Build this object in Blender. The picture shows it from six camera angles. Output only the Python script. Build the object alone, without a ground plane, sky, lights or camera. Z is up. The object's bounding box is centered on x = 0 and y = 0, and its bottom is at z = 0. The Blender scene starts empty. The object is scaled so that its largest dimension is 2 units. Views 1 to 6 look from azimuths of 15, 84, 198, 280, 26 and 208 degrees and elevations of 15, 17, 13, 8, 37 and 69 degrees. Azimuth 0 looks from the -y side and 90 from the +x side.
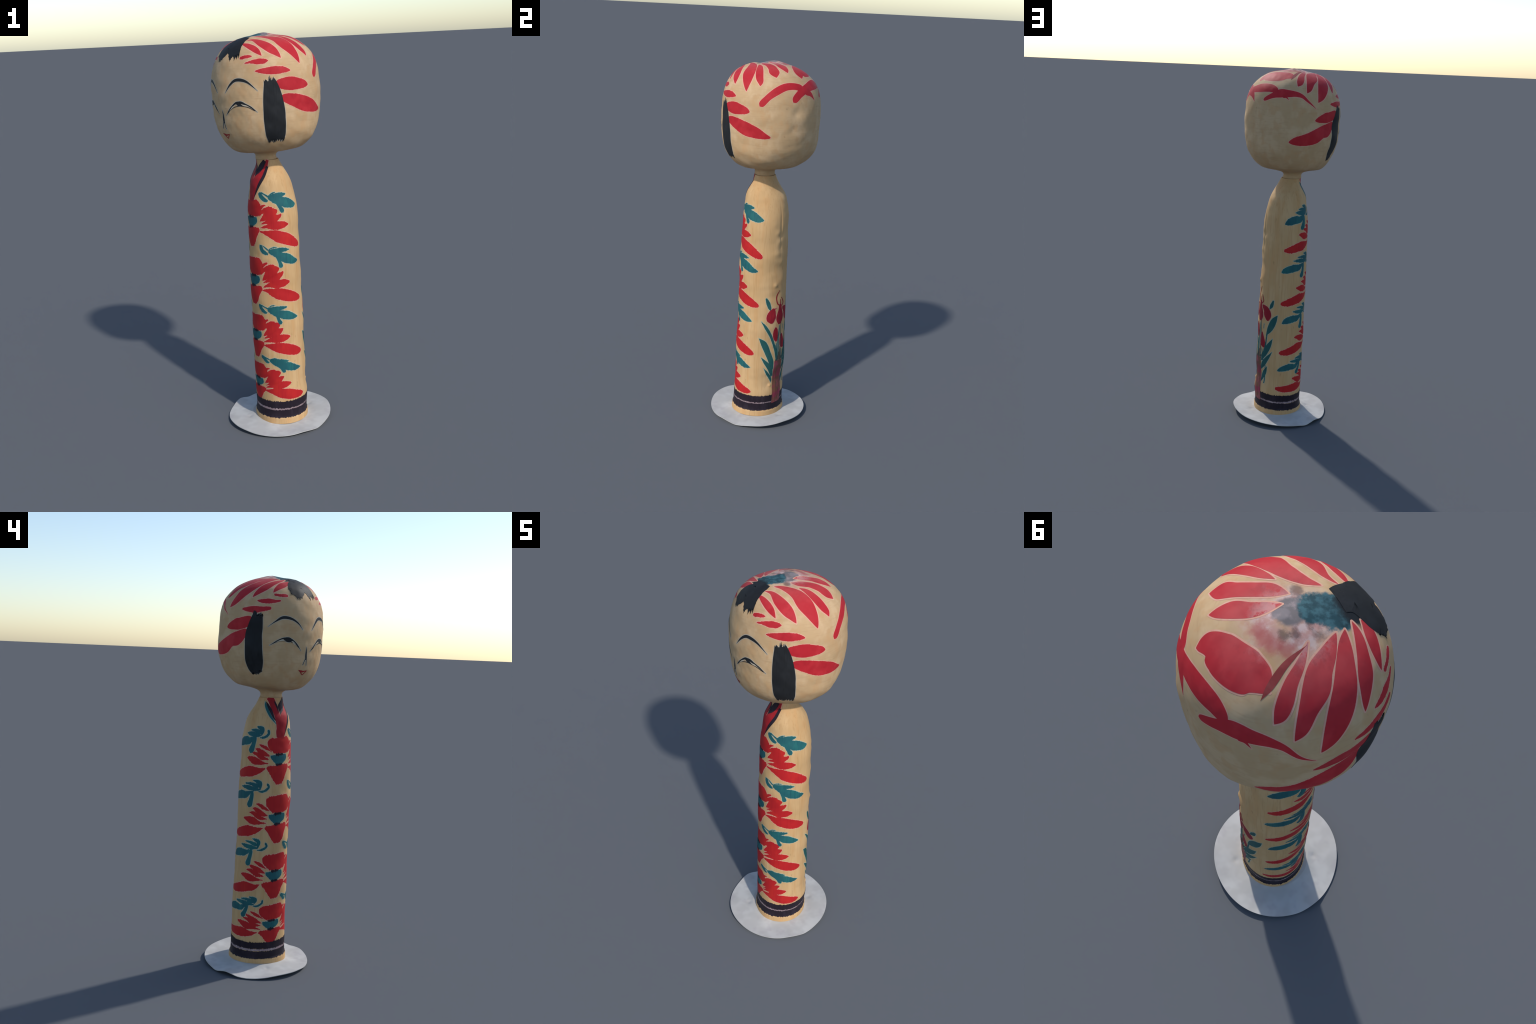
"""A turned wooden kokeshi doll, hand painted, standing on a round paper disc.

Frame: metres, z up, base near z = 0, crown at z = 2.  The doll is built from
two turned solids: the torso (a slowly tapering cylinder, radius as a function
of angle and height) and the head (a rounded block, radius as a function of
direction from its centre) which runs down into a short neck.  Every painted
mark is a thin skin of paint, a brush stroke with a spine and a width, laid on
the wood surface.
"""
import bpy
import math
import numpy as np

TAU = 2 * math.pi
rng = np.random.default_rng(7)

# --------------------------------------------------------------------------
# turned profiles: mean radius, offset of the centre (x, y), ovalness (cos, sin)
# --------------------------------------------------------------------------
TORSO = np.array([
    (0.000, 0.1394, 0.0112, -0.0019, -0.0049, -0.0059),
    (0.090, 0.1370, 0.0127, -0.0018, -0.0021, -0.0054),
    (0.160, 0.1379, 0.0141, -0.0011, -0.0007, -0.0043),
    (0.240, 0.1354, 0.0100, -0.0006, -0.0014, -0.0056),
    (0.320, 0.1371, 0.0114, 0.0004, -0.0015, -0.0030),
    (0.400, 0.1356, 0.0109, -0.0023, -0.0026, -0.0018),
    (0.480, 0.1348, 0.0089, -0.0028, -0.0012, -0.0020),
    (0.560, 0.1339, 0.0105, -0.0017, 0.0002, -0.0028),
    (0.640, 0.1318, 0.0107, -0.0040, -0.0008, 0.0005),
    (0.720, 0.1310, 0.0085, -0.0046, -0.0010, 0.0010),
    (0.800, 0.1311, 0.0088, -0.0040, -0.0004, -0.0019),
    (0.880, 0.1313, 0.0066, -0.0066, -0.0016, -0.0041),
    (0.960, 0.1300, 0.0083, -0.0053, -0.0009, -0.0026),
    (1.040, 0.1273, 0.0067, -0.0052, -0.0012, -0.0014),
    (1.100, 0.1260, 0.0072, -0.0056, 0.0011, -0.0025),
    (1.150, 0.1247, 0.0064, -0.0043, 0.0005, -0.0022),
    (1.190, 0.1209, 0.0058, -0.0044, -0.0021, -0.0003),
    (1.220, 0.1152, 0.0058, -0.0055, -0.0037, 0.0014),
    (1.255, 0.1091, 0.0054, -0.0073, -0.0049, 0.0021),
    (1.285, 0.1038, 0.0043, -0.0091, -0.0049, 0.0009),
    (1.310, 0.0950, 0.0031, -0.0110, -0.0038, -0.0014),
    (1.335, 0.0814, 0.0017, -0.0131, -0.0021, -0.0042),
    (1.360, 0.0669, 0.0004, -0.0148, -0.0013, -0.0059),
    (1.380, 0.0590, -0.0020, -0.0175, -0.0024, -0.0040),
    (1.396, 0.0545, -0.0040, -0.0190, -0.0030, -0.0020),
])
NECK = np.array([
    (1.385, 0.0440, -0.0060, -0.0200, -0.0030, 0.0),
    (1.3945, 0.0470, -0.0070, -0.0200, -0.0030, 0.0),
    (1.3985, 0.0515, -0.0085, -0.0205, -0.0030, 0.0),
    (1.405, 0.0505, -0.0100, -0.0215, -0.0035, 0.0),
    (1.414, 0.0490, -0.0110, -0.0215, -0.0038, 0.0),
])
# head, by angle down from the crown: radius from the head's centre, then the
# same four terms, then a three-lobed term
HEAD_CENTRE = np.array([0.0, 0.0, 1.68])
HEAD = np.array([
    (0, 0.3195, 0.0000, 0.0000, 0.0000, 0.0000, 0.0000, 0.0000),
    (12, 0.3125, 0.0000, -0.0006, -0.0001, 0.0004, 0.0001, -0.0001),
    (24, 0.3175, 0.0020, -0.0050, -0.0001, 0.0012, 0.0004, -0.0005),
    (36, 0.3190, 0.0003, -0.0073, 0.0003, 0.0018, 0.0005, -0.0007),
    (48, 0.3108, 0.0002, -0.0050, 0.0008, 0.0001, -0.0005, 0.0000),
    (60, 0.2943, -0.0002, -0.0038, 0.0016, -0.0022, -0.0016, 0.0000),
    (72, 0.2752, 0.0007, -0.0053, 0.0016, -0.0004, -0.0006, -0.0019),
    (84, 0.2632, 0.0020, -0.0056, 0.0006, 0.0006, 0.0009, -0.0019),
    (96, 0.2624, -0.0009, -0.0037, 0.0007, -0.0018, 0.0011, 0.0005),
    (108, 0.2677, 0.0008, -0.0044, -0.0012, 0.0000, 0.0002, -0.0016),
    (120, 0.2759, 0.0062, -0.0077, -0.0033, 0.0020, 0.0016, -0.0052),
    (132, 0.2804, 0.0040, -0.0088, -0.0021, 0.0019, 0.0023, -0.0059),
    (144, 0.2773, -0.0003, -0.0079, -0.0014, 0.0025, 0.0009, -0.0037),
    (156, 0.2516, 0.0008, -0.0043, -0.0012, 0.0024, 0.0000, -0.0013),
])


def curve(table, x):
    """Smooth curve (cubic Hermite, Catmull-Rom slopes) through table rows."""
    k, v = table[:, 0], table[:, 1:]
    m = np.gradient(v, k, axis=0)
    x = np.clip(x, k[0], k[-1])
    i = np.clip(np.searchsorted(k, x, side="right") - 1, 0, len(k) - 2)
    h = (k[i + 1] - k[i])[..., None]
    t = (x - k[i])[..., None] / h
    return ((2 * t**3 - 3 * t**2 + 1) * v[i] + (t**3 - 2 * t**2 + t) * h * m[i]
            + (-2 * t**3 + 3 * t**2) * v[i + 1] + (t**3 - t**2) * h * m[i + 1])


def ring(c, th):
    r = c[..., 0]
    for n in range(1, (c.shape[-1] - 1) // 2 + 1):
        r = r + c[..., 2 * n - 1] * np.cos(n * th) + c[..., 2 * n] * np.sin(n * th)
    return r


_w = [(rng.normal(size=3), rng.uniform(0, TAU)) for _ in range(24)]


def lumps(P, scale):
    """Soft pseudo-noise in -1..1 made of crossed waves."""
    out = 0
    for d, ph in _w:
        d = d / np.linalg.norm(d)
        out = out + np.sin(P @ d * scale * (0.6 + 0.8 * abs(d[0])) + ph)
    return out / math.sqrt(len(_w)) * 0.8


def bump(th, z, at, height, size, r):
    d = (np.angle(np.exp(1j * (th - math.radians(at[0])))) * r) ** 2 + (z - at[1]) ** 2
    return height * np.exp(-d / (2 * size**2))


def torso_radius(th, z):
    r = ring(curve(TORSO, z), th) + (0.0026 * np.cos(th) + 0.0006 * np.sin(th)) * np.clip((1.36 - z) / 0.1, 0, 1)
    # lip at the foot of the turned cylinder
    r = r + 0.0065 / (1 + np.exp((z - 0.050) / 0.0025))
    P = np.stack([0.13 * np.cos(th), 0.13 * np.sin(th), z], -1)
    r = r + 0.0007 * lumps(P, 55) + 0.0004 * lumps(P[..., ::-1], 120)
    for at, h, s in KNOTS:
        r = r + bump(th, z, at, h, s, 0.13)
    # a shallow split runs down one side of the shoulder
    r = r - 0.003 * np.exp(-((np.angle(np.exp(1j * (th - 0.62))) / 0.05) ** 2)) * np.exp(-(((z - 1.12) / 0.10) ** 2))
    return r


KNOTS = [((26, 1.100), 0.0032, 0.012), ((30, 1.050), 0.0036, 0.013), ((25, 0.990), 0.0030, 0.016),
         ((34, 1.012), -0.0022, 0.013), ((38, 1.085), -0.0028, 0.018), ((33, 0.900), -0.0020, 0.022), ((14, 0.92), -0.0016, 0.020),
         ((46, 0.84), 0.0022, 0.020), ((30, 0.74), -0.0018, 0.016), ((24, 0.803), 0.0044, 0.009), ((19.6, 0.205), 0.0045, 0.006), ((22, 0.198), 0.002, 0.010), ((12, 0.200), -0.003, 0.014),
         ((17, 1.150), 0.0020, 0.012), ((40, 0.93), 0.0025, 0.014)]
DENTS = [((23.7, 72.0), -0.0038, 3.4), ((19.8, 91.0), -0.0036, 3.4), ((12.0, 80.0), 0.0016, 5.0), ((56.0, 88.0), 0.0018, 6.0), ((31.0, 80.0), 0.0025, 6.0),
         ((4.5, 123.0), -0.0025, 5.0), ((38.0, 76.0), 0.0020, 4.0), ((48.0, 100.0), -0.0015, 8.0),
         ((152.0, 127.0), 0.0185, 11.0),
         ((90.0, 141.0), -0.0060, 11.0), ((95.0, 32.0), -0.0035, 15.0)]


def head_radius(th, pol):
    r = ring(curve(HEAD, np.degrees(pol)), th)
    d = np.stack([np.sin(pol) * np.cos(th), np.sin(pol) * np.sin(th), np.cos(pol)], -1)
    r = r + 0.0013 * lumps(d, 9) + 0.0009 * lumps(d[..., ::-1], 21) + 0.0003 * lumps(d, 48)
    for (a, p), h, s in DENTS:
        q = (np.angle(np.exp(1j * (th - math.radians(a)))) * np.sin(pol)) ** 2 + (pol - math.radians(p)) ** 2
        r = r + h * np.exp(-q / (2 * math.radians(s) ** 2))
    return r


def torso_point(th, z):
    r = torso_radius(th, z)
    return np.stack([r * np.cos(th), r * np.sin(th), z], -1)


def head_point(th, pol):
    r = head_radius(th, pol)[..., None]
    return HEAD_CENTRE + r * np.stack([np.sin(pol) * np.cos(th), np.sin(pol) * np.sin(th), np.cos(pol)], -1)


def torso_normal(th, z, e=1e-3):
    n = np.cross(torso_point(th + e, z) - torso_point(th - e, z), torso_point(th, z + e) - torso_point(th, z - e))
    return n / np.linalg.norm(n, axis=-1, keepdims=True)


def head_normal_at(D, e=2e-3):
    """Surface normal of the head along unit directions D (works at the crown)."""
    a = np.cross(D, np.where(abs(D[..., :1]) < 0.8, [1.0, 0, 0], [0, 1.0, 0]))
    a /= np.linalg.norm(a, axis=-1, keepdims=True)
    b = np.cross(D, a)
    f = lambda v: head_point(*head_angles(v + 0))
    n = np.cross(f(D + e * a) - f(D - e * a), f(D + e * b) - f(D - e * b))
    return n / np.linalg.norm(n, axis=-1, keepdims=True)


def head_angles(v):
    return np.arctan2(v[..., 1], v[..., 0]), np.arctan2(np.hypot(v[..., 0], v[..., 1]), v[..., 2])


# --------------------------------------------------------------------------
# mesh helpers
# --------------------------------------------------------------------------
def grid_faces(n, m, closed):
    i, j = np.meshgrid(np.arange(n - 1), np.arange(m if closed else m - 1), indexing="ij")
    k = (j + 1) % m
    return np.stack([i * m + j, i * m + k, (i + 1) * m + k, (i + 1) * m + j], -1).reshape(-1, 4)


def make_mesh(name, verts, faces, normals=None, mats=(), index=None, extra=()):
    me = bpy.data.meshes.new(name)
    polys = [tuple(f) for f in faces.tolist()] + [tuple(f) for f in extra]
    me.from_pydata(verts.tolist(), [], polys)
    for mt in mats:
        me.materials.append(mt)
    if index is not None:
        me.polygons.foreach_set("material_index", np.asarray(index, np.int32))
    me.polygons.foreach_set("use_smooth", np.ones(len(me.polygons), bool))
    me.update()
    if normals is not None:
        me.normals_split_custom_set_from_vertices(normals.tolist())
    return me


def add(name, mesh, parent):
    ob = bpy.data.objects.new(name, mesh)
    bpy.context.scene.collection.objects.link(ob)
    ob.parent = parent
    return ob


# --------------------------------------------------------------------------
# materials
# --------------------------------------------------------------------------
class Nodes:
    def __init__(self, name, rough=0.7, spec=0.25):
        self.mat = bpy.data.materials.new(name)
        self.mat.use_nodes = True
        self.t = self.mat.node_tree
        self.t.nodes.clear()
        self.out = self.new("ShaderNodeOutputMaterial")
        self.b = self.new("ShaderNodeBsdfPrincipled")
        self.b.inputs["Roughness"].default_value = rough
        self.b.inputs["Specular IOR Level"].default_value = spec
        self.t.links.new(self.b.outputs[0], self.out.inputs[0])
        self.tc = self.new("ShaderNodeTexCoord")

    def new(self, kind):
        return self.t.nodes.new(kind)

    def link(self, a, b):
        self.t.links.new(a, b)

    def noise(self, scale, stretch=(1, 1, 1), detail=3, rough=0.55, move=(0, 0, 0)):
        mp = self.new("ShaderNodeMapping")
        mp.inputs["Scale"].default_value = stretch
        mp.inputs["Location"].default_value = move
        self.link(self.tc.outputs["Object"], mp.inputs[0])
        n = self.new("ShaderNodeTexNoise")
        n.inputs["Scale"].default_value = scale
        n.inputs["Detail"].default_value = detail
        n.inputs["Roughness"].default_value = rough
        self.link(mp.outputs[0], n.inputs["Vector"])
        return n.outputs["Fac"]

    def ramp(self, fac, lo, hi):
        r = self.new("ShaderNodeMapRange")
        r.interpolation_type = "SMOOTHSTEP"
        if lo > hi:
            lo, hi = hi, lo
            r.inputs["To Min"].default_value, r.inputs["To Max"].default_value = 1, 0
        r.inputs["From Min"].default_value, r.inputs["From Max"].default_value = lo, hi
        self.link(fac, r.inputs["Value"])
        return r.outputs[0]

    def scale(self, fac, k):
        m = self.new("ShaderNodeMath")
        m.operation = "MULTIPLY"
        self.link(fac, m.inputs[0])
        if isinstance(k, (int, float)):
            m.inputs[1].default_value = k
        else:
            self.link(k, m.inputs[1])
        return m.outputs[0]

    def mix(self, a, b, fac):
        m = self.new("ShaderNodeMix")
        m.data_type = "RGBA"
        if isinstance(fac, (int, float)):
            m.inputs[0].default_value = fac
        else:
            self.link(fac, m.inputs[0])
        for s, c in ((6, a), (7, b)):
            if isinstance(c, tuple):
                m.inputs[s].default_value = (*c, 1)
            else:
                self.link(c, m.inputs[s])
        return m.outputs[2]

    def near(self, centre, inner, outer, wobble=0.0):
        """1 inside radius `inner` of a point, falling to 0 at `outer`; wobble
        (metres) makes the border uneven."""
        d = self.new("ShaderNodeVectorMath")
        d.operation = "DISTANCE"
        self.link(self.tc.outputs["Object"], d.inputs[0])
        d.inputs[1].default_value = centre
        v = d.outputs["Value"]
        if wobble:
            m = self.new("ShaderNodeMath")
            m.operation = "MULTIPLY_ADD"
            self.link(self.noise(40, (1, 1, 0.4), 4, 0.6, (0, 3, 3)), m.inputs[0])
            m.inputs[1].default_value = wobble
            self.link(v, m.inputs[2])
            o = self.new("ShaderNodeMath")
            o.operation = "SUBTRACT"
            self.link(m.outputs[0], o.inputs[0])
            o.inputs[1].default_value = wobble / 2
            v = o.outputs[0]
        return self.ramp(v, outer, inner)

    def done(self, colour, bump=None, strength=0.1, distance=0.002):
        self.link(colour, self.b.inputs["Base Color"])
        if bump is not None:
            bp = self.new("ShaderNodeBump")
            bp.inputs["Strength"].default_value = strength
            bp.inputs["Distance"].default_value = distance
            self.link(bump, bp.inputs["Height"])
            self.link(bp.outputs[0], self.b.inputs["Normal"])
        return self.mat


CROWN = (-0.012, 0.0, 1.995)
GRAIN = (1, 1, 0.03)          # wood grain runs up the doll


def wood(name, base, dark, light, head=False):
    n = Nodes(name, 0.68, 0.16)
    if not head:
        fine = n.noise(140, GRAIN, 4, 0.6)
        flecks = n.noise(60, (1, 1, 0.22), 3, 0.6, (3, 1, 2))
    else:                      # the head shows the end grain and lathe rings
        fine = n.noise(60, (0.25, 0.25, 2.2), 4, 0.6)
        flecks = n.noise(34, (1, 1, 0.8), 4, 0.65, (3, 1, 2))
    broad = n.noise(14, (1, 1, 0.25 if not head else 0.8), 3)
    warm = n.noise(30, (1, 1, 0.12 if not head else 0.7), 3, 0.5, (7, 3, 1))
    c = n.mix(base, light, n.ramp(broad, 0.40, 0.66))
    c = n.mix(c, (base[0] * 1.02, base[1] * 0.92, base[2] * 0.84), n.scale(n.ramp(warm, 0.48, 0.66), 0.6))
    c = n.mix(c, dark, n.scale(n.ramp(fine, 0.50, 0.72), 0.45 if not head else 0.35))
    c = n.mix(c, (dark[0] * 0.62, dark[1] * 0.6, dark[2] * 0.58), n.scale(n.ramp(flecks, 0.66, 0.78), 0.5))
    if head:
        c = crown_wear(n, c)
    return n.done(c, fine, 0.08)


def crown_wear(n, c):
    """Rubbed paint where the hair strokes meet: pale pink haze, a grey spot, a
    teal smear running into the black forelock and a few dark smudges."""
    streak = n.noise(38, (1, 1, 0.4), 4, 0.6)
    worn = n.scale(n.near(CROWN, 0.05, 0.14, 0.06), n.ramp(n.noise(15, (1, 1, 1), 3, 0.5, (1, 5, 2)), 0.25, 0.60))
    c = n.mix(c, n.mix((0.48, 0.26, 0.235), (0.58, 0.43, 0.41), n.ramp(streak, 0.4, 0.62)), n.scale(worn, 0.9))
    for at, r, col, k in (((0.004, -0.022, 1.997), 0.040, (0.125, 0.125, 0.130), 0.9), ((0.016, -0.004, 1.995), 0.018, (0.22, 0.19, 0.195), 0.7)):
        spot = n.scale(n.near(at, r * 0.82, r * 1.15, 0.02), k)
        c = n.mix(c, n.mix(col, (0.27, 0.22, 0.22), n.ramp(streak, 0.45, 0.70)), spot)
    for at, r in (((-0.036, 0.024, 1.992), 0.013), ((-0.016, 0.038, 1.992), 0.013), ((0.020, -0.078, 1.982), 0.015),
                  ((-0.078, -0.010, 1.980), 0.018), ((-0.050, -0.022, 1.988), 0.011)):
        c = n.mix(c, (0.045, 0.033, 0.033), n.scale(n.near(at, r * 0.2, r * 1.4, 0.05), 0.6))
    for at, r in (((0.044, 0.052, 1.985), 0.024), ((0.020, 0.062, 1.985), 0.026), ((-0.006, 0.068, 1.985), 0.024), ((-0.035, 0.062, 1.985), 0.022)):
        c = n.mix(c, (0.40, 0.110, 0.095), n.scale(n.near(at, r * 0.4, r * 1.2, 0.03), 0.75))
    teal = n.mix((0.022, 0.062, 0.075), (0.050, 0.125, 0.145), n.ramp(n.noise(60, (1, 1, 0.4), 4), 0.38, 0.62))
    for at, r in (((-0.036, -0.058, 1.985), 0.040), ((-0.066, -0.074, 1.975), 0.046), ((-0.088, -0.086, 1.965), 0.044)):
        c = n.mix(c, teal, n.near(at, r * 0.85, r * 1.12, 0.035))
    c = n.mix(c, (0.014, 0.017, 0.020), n.near((-0.105, -0.118, 1.952), 0.035, 0.062, 0.05))
    return c


def wrapper(name):
    n = Nodes(name, 0.65, 0.16)
    lines = n.noise(75, (1, 1, 0.12), 3)
    level = n.noise(9, (0.4, 0.4, 1.6), 2, 0.5, (2, 2, 0.35))
    c = n.mix((0.33, 0.042, 0.075), (0.21, 0.085, 0.050), n.ramp(level, 0.52, 0.66))
    c = n.mix(c, (0.11, 0.065, 0.040), n.scale(n.ramp(lines, 0.50, 0.64), 0.7))
    c = n.mix(c, (0.38, 0.06, 0.13), n.scale(n.ramp(n.noise(20, (1, 1, 0.8), 2, 0.5, (5, 5, 5)), 0.5, 0.65), 0.6))
    return n.done(c, lines, 0.05)


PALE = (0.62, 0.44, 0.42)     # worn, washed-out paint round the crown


def paint(name, base, dark, light, streak=GRAIN, fade=None, rough=0.6):
    n = Nodes(name, rough, 0.16)
    fine = n.noise(120, streak, 4, 0.6)
    broad = n.noise(22, (1, 1, 0.6), 3)
    c = n.mix(base, light, n.scale(n.ramp(broad, 0.45, 0.70), 0.7))
    c = n.mix(c, dark, n.scale(n.ramp(fine, 0.48, 0.72), 0.5))
    if fade:
        worn = n.scale(n.near(CROWN, 0.07, 0.24, 0.06), n.ramp(n.noise(11, (1, 1, 1), 2), 0.15, 0.70))
        c = n.mix(c, fade, n.scale(worn, 0.85))
        streak = n.noise(45, (1, 1, 0.4), 4, 0.6, (2, 2, 2))
        c = n.mix(c, (dark[0] * 0.6, dark[1] * 1.6, dark[2] * 1.3), n.scale(n.scale(n.near(CROWN, 0.05, 0.16, 0.06), n.ramp(streak, 0.5, 0.62)), 0.6))
        c = n.mix(c, (0.55, 0.27, 0.25), n.scale(n.scale(n.near(CROWN, 0.05, 0.12, 0.06), n.ramp(streak, 0.40, 0.52)), 0.8))
    return n.done(c, fine, 0.05)


WOOD = wood("pale_wood_with_grain", (0.535, 0.335, 0.158), (0.425, 0.240, 0.100), (0.585, 0.378, 0.190))
HEAD_WOOD = wood("pale_head_wood", (0.500, 0.332, 0.178), (0.420, 0.265, 0.138), (0.560, 0.385, 0.222), head=True)
RED = paint("red_paint", (0.430, 0.016, 0.019), (0.340, 0.012, 0.016), (0.500, 0.024, 0.019))
HEAD_RED = paint("red_hair_paint", (0.430, 0.019, 0.028), (0.340, 0.014, 0.022), (0.490, 0.032, 0.040), (0.3, 0.3, 0.3), fade=(0.50, 0.085, 0.082))
DARK_RED = paint("brown_red_paint", (0.27, 0.045, 0.042), (0.18, 0.032, 0.03), (0.36, 0.09, 0.08), (0.3, 0.3, 0.3))
FADED_RED = paint("faded_red_paint", (0.42, 0.16, 0.13), (0.30, 0.10, 0.085), (0.52, 0.33, 0.25), (0.3, 0.3, 0.3))
TEAL = paint("teal_paint", (0.0170, 0.098, 0.110), (0.0090, 0.066, 0.088), (0.022, 0.140, 0.135))
GREEN = paint("blue_green_paint", (0.018, 0.088, 0.085), (0.012, 0.062, 0.068), (0.030, 0.112, 0.102))
BLACK = paint("black_paint", (0.0165, 0.0175, 0.0195), (0.008, 0.009, 0.011), (0.023, 0.025, 0.028), (1, 1, 0.05))
BAND = paint("purple_black_paint", (0.018, 0.012, 0.019), (0.010, 0.008, 0.012), (0.032, 0.023, 0.034))
LILAC = paint("pale_lilac_gap", (0.28, 0.20, 0.21), (0.10, 0.06, 0.08), (0.46, 0.36, 0.36), rough=0.7)
WHITE = paint("eye_white_paint", (0.50, 0.43, 0.33), (0.44, 0.37, 0.28), (0.56, 0.50, 0.41))
LIP = paint("lip_paint", (0.28, 0.014, 0.018), (0.20, 0.012, 0.016), (0.36, 0.03, 0.03))
COLLAR = paint("crimson_collar_paint", (0.315, 0.013, 0.020), (0.22, 0.010, 0.016), (0.40, 0.022, 0.026))
IRIS = paint("crimson_paint", (0.270, 0.012, 0.022), (0.19, 0.010, 0.018), (0.34, 0.018, 0.028))
STEM = paint("olive_brown_paint", (0.12, 0.060, 0.045), (0.08, 0.045, 0.035), (0.18, 0.07, 0.06))
PINK = wrapper("pink_magenta_paint")
PINK_BLEED = paint("pink_bleed", (0.64, 0.33, 0.235), (0.58, 0.29, 0.19), (0.68, 0.40, 0.30))
TEAL_BLEED = paint("teal_bleed", (0.40, 0.41, 0.30), (0.38, 0.34, 0.21), (0.46, 0.48, 0.37))
GREY_BLEED = paint("grey_bleed", (0.44, 0.38, 0.30), (0.40, 0.32, 0.22), (0.48, 0.44, 0.37))
# --------------------------------------------------------------------------
# the doll
# --------------------------------------------------------------------------
doll = bpy.data.objects.new("kokeshi_doll", None)
bpy.context.scene.collection.objects.link(doll)
doll["label"] = "painted wooden kokeshi doll with round head, red flowers and paper base"
doll["category"] = "wooden doll"

COLS = 384
TH = np.linspace(0, TAU, COLS, endpoint=False)


def build_torso():
    z = np.concatenate([np.linspace(0.018, 0.075, 46), np.linspace(0.078, 1.396, 480)])
    t, zz = np.meshgrid(TH, z)
    V = torso_point(t, zz)
    N = torso_normal(t, np.clip(zz, 0.02, 1.394))
    # roll the top edge over into the joint with the neck
    top = V[-1].copy()
    c = np.array([-0.006, -0.02, 0])
    lip = [(c + (top - c) * [k, k, 1] + [0, 0, d]) for k, d in ((0.975, 0.0006), (0.93, -0.0005), (0.86, -0.004), (0.7, -0.010))]
    V = np.concatenate([V, np.array(lip)])
    up = np.array([0, 0, 1.0])
    N = np.concatenate([N, np.array([(N[-1] * w + up * (1 - w)) for w in (0.6, 0.2, 0.0, 0.0)])])
    n = len(V)
    foot = (tuple(range(COLS - 1, -1, -1)),)
    me = make_mesh("torso", V.reshape(-1, 3), grid_faces(n, COLS, True), N.reshape(-1, 3), [WOOD], extra=foot)
    return add("torso", me, doll)


def build_head_and_neck():
    zn = np.linspace(1.385, 1.414, 24)
    t, zz = np.meshgrid(TH, zn)
    r = ring(curve(NECK, zz), t)
    neck = np.stack([r * np.cos(t), r * np.sin(t), zz], -1)
    # fillet from the neck out to the underside of the head
    p0 = neck[-1]
    pol0 = math.radians(147)
    p1 = head_point(TH, np.full(COLS, pol0))
    m1 = head_point(TH, np.full(COLS, pol0 - 0.02)) - p1
    m1 /= np.linalg.norm(m1, axis=-1, keepdims=True)
    gap = np.linalg.norm(p1 - p0, axis=-1, keepdims=True)
    m0 = np.array([0, 0, 1.0]) * 0.030 + (p1 - p0) * [1, 1, 0] * 0.02
    s = np.linspace(0, 1, 40)[1:, None, None]
    fil = ((2 * s**3 - 3 * s**2 + 1) * p0 + (s**3 - 2 * s**2 + s) * m0 * 2.7
           + (-2 * s**3 + 3 * s**2) * p1 + (s**3 - s**2) * m1 * gap * 0.9)
    pol = np.linspace(pol0, 0, 261)[1:]
    t, pp = np.meshgrid(TH, pol)
    V = np.concatenate([neck, fil, head_point(t, np.maximum(pp, 1e-4))])
    dt = np.roll(V, -1, 1) - np.roll(V, 1, 1)
    N = np.cross(dt, np.gradient(V, axis=0))
    N /= np.maximum(np.linalg.norm(N, axis=-1, keepdims=True), 1e-12)
    D = np.stack([np.sin(pp) * np.cos(t), np.sin(pp) * np.sin(t), np.cos(pp)], -1)
    k = len(neck) + len(fil)
    N[k + 3:] = head_normal_at(D)[3:]
    cut = len(neck) + 12                       # border between neck and head
    a = make_mesh("neck", V[:cut + 1].reshape(-1, 3), grid_faces(cut + 1, COLS, True), N[:cut + 1].reshape(-1, 3), [HEAD_WOOD])
    b = make_mesh("head", V[cut:].reshape(-1, 3), grid_faces(len(V) - cut, COLS, True), N[cut:].reshape(-1, 3), [HEAD_WOOD])
    add("neck", a, doll)
    return add("head", b, doll)


torso = build_torso()
head = build_head_and_neck()

# --------------------------------------------------------------------------
# brush strokes: (angle in degrees, height in m or degrees from crown, half width in mm)
# --------------------------------------------------------------------------
LAYER = {"count": 0}


def catmull(P, n):
    """Points along a smooth curve through the rows of P, n per span on average."""
    P = np.asarray(P, float)
    if len(P) == 2:
        s = np.linspace(0, 1, n)[:, None]
        return P[0] * (1 - s) + P[1] * s
    d = np.maximum(np.linalg.norm(np.diff(P[:, :3], axis=0), axis=1), 1e-4)
    k = np.concatenate([[0], np.cumsum(np.sqrt(d * d.mean()))])
    x = np.linspace(0, k[-1], n)
    return curve(np.column_stack([k, P]), x)


def spikes(x, seed):
    """Fine ragged noise along x (metres): paint running along the grain."""
    r = np.random.default_rng(seed)
    step = 0.0021
    v = r.random(4096) ** 1.8
    i = np.floor(x / step).astype(int)
    f = x / step - i
    return v[i % 4096] * (1 - f) + v[(i + 1) % 4096] * f


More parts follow.
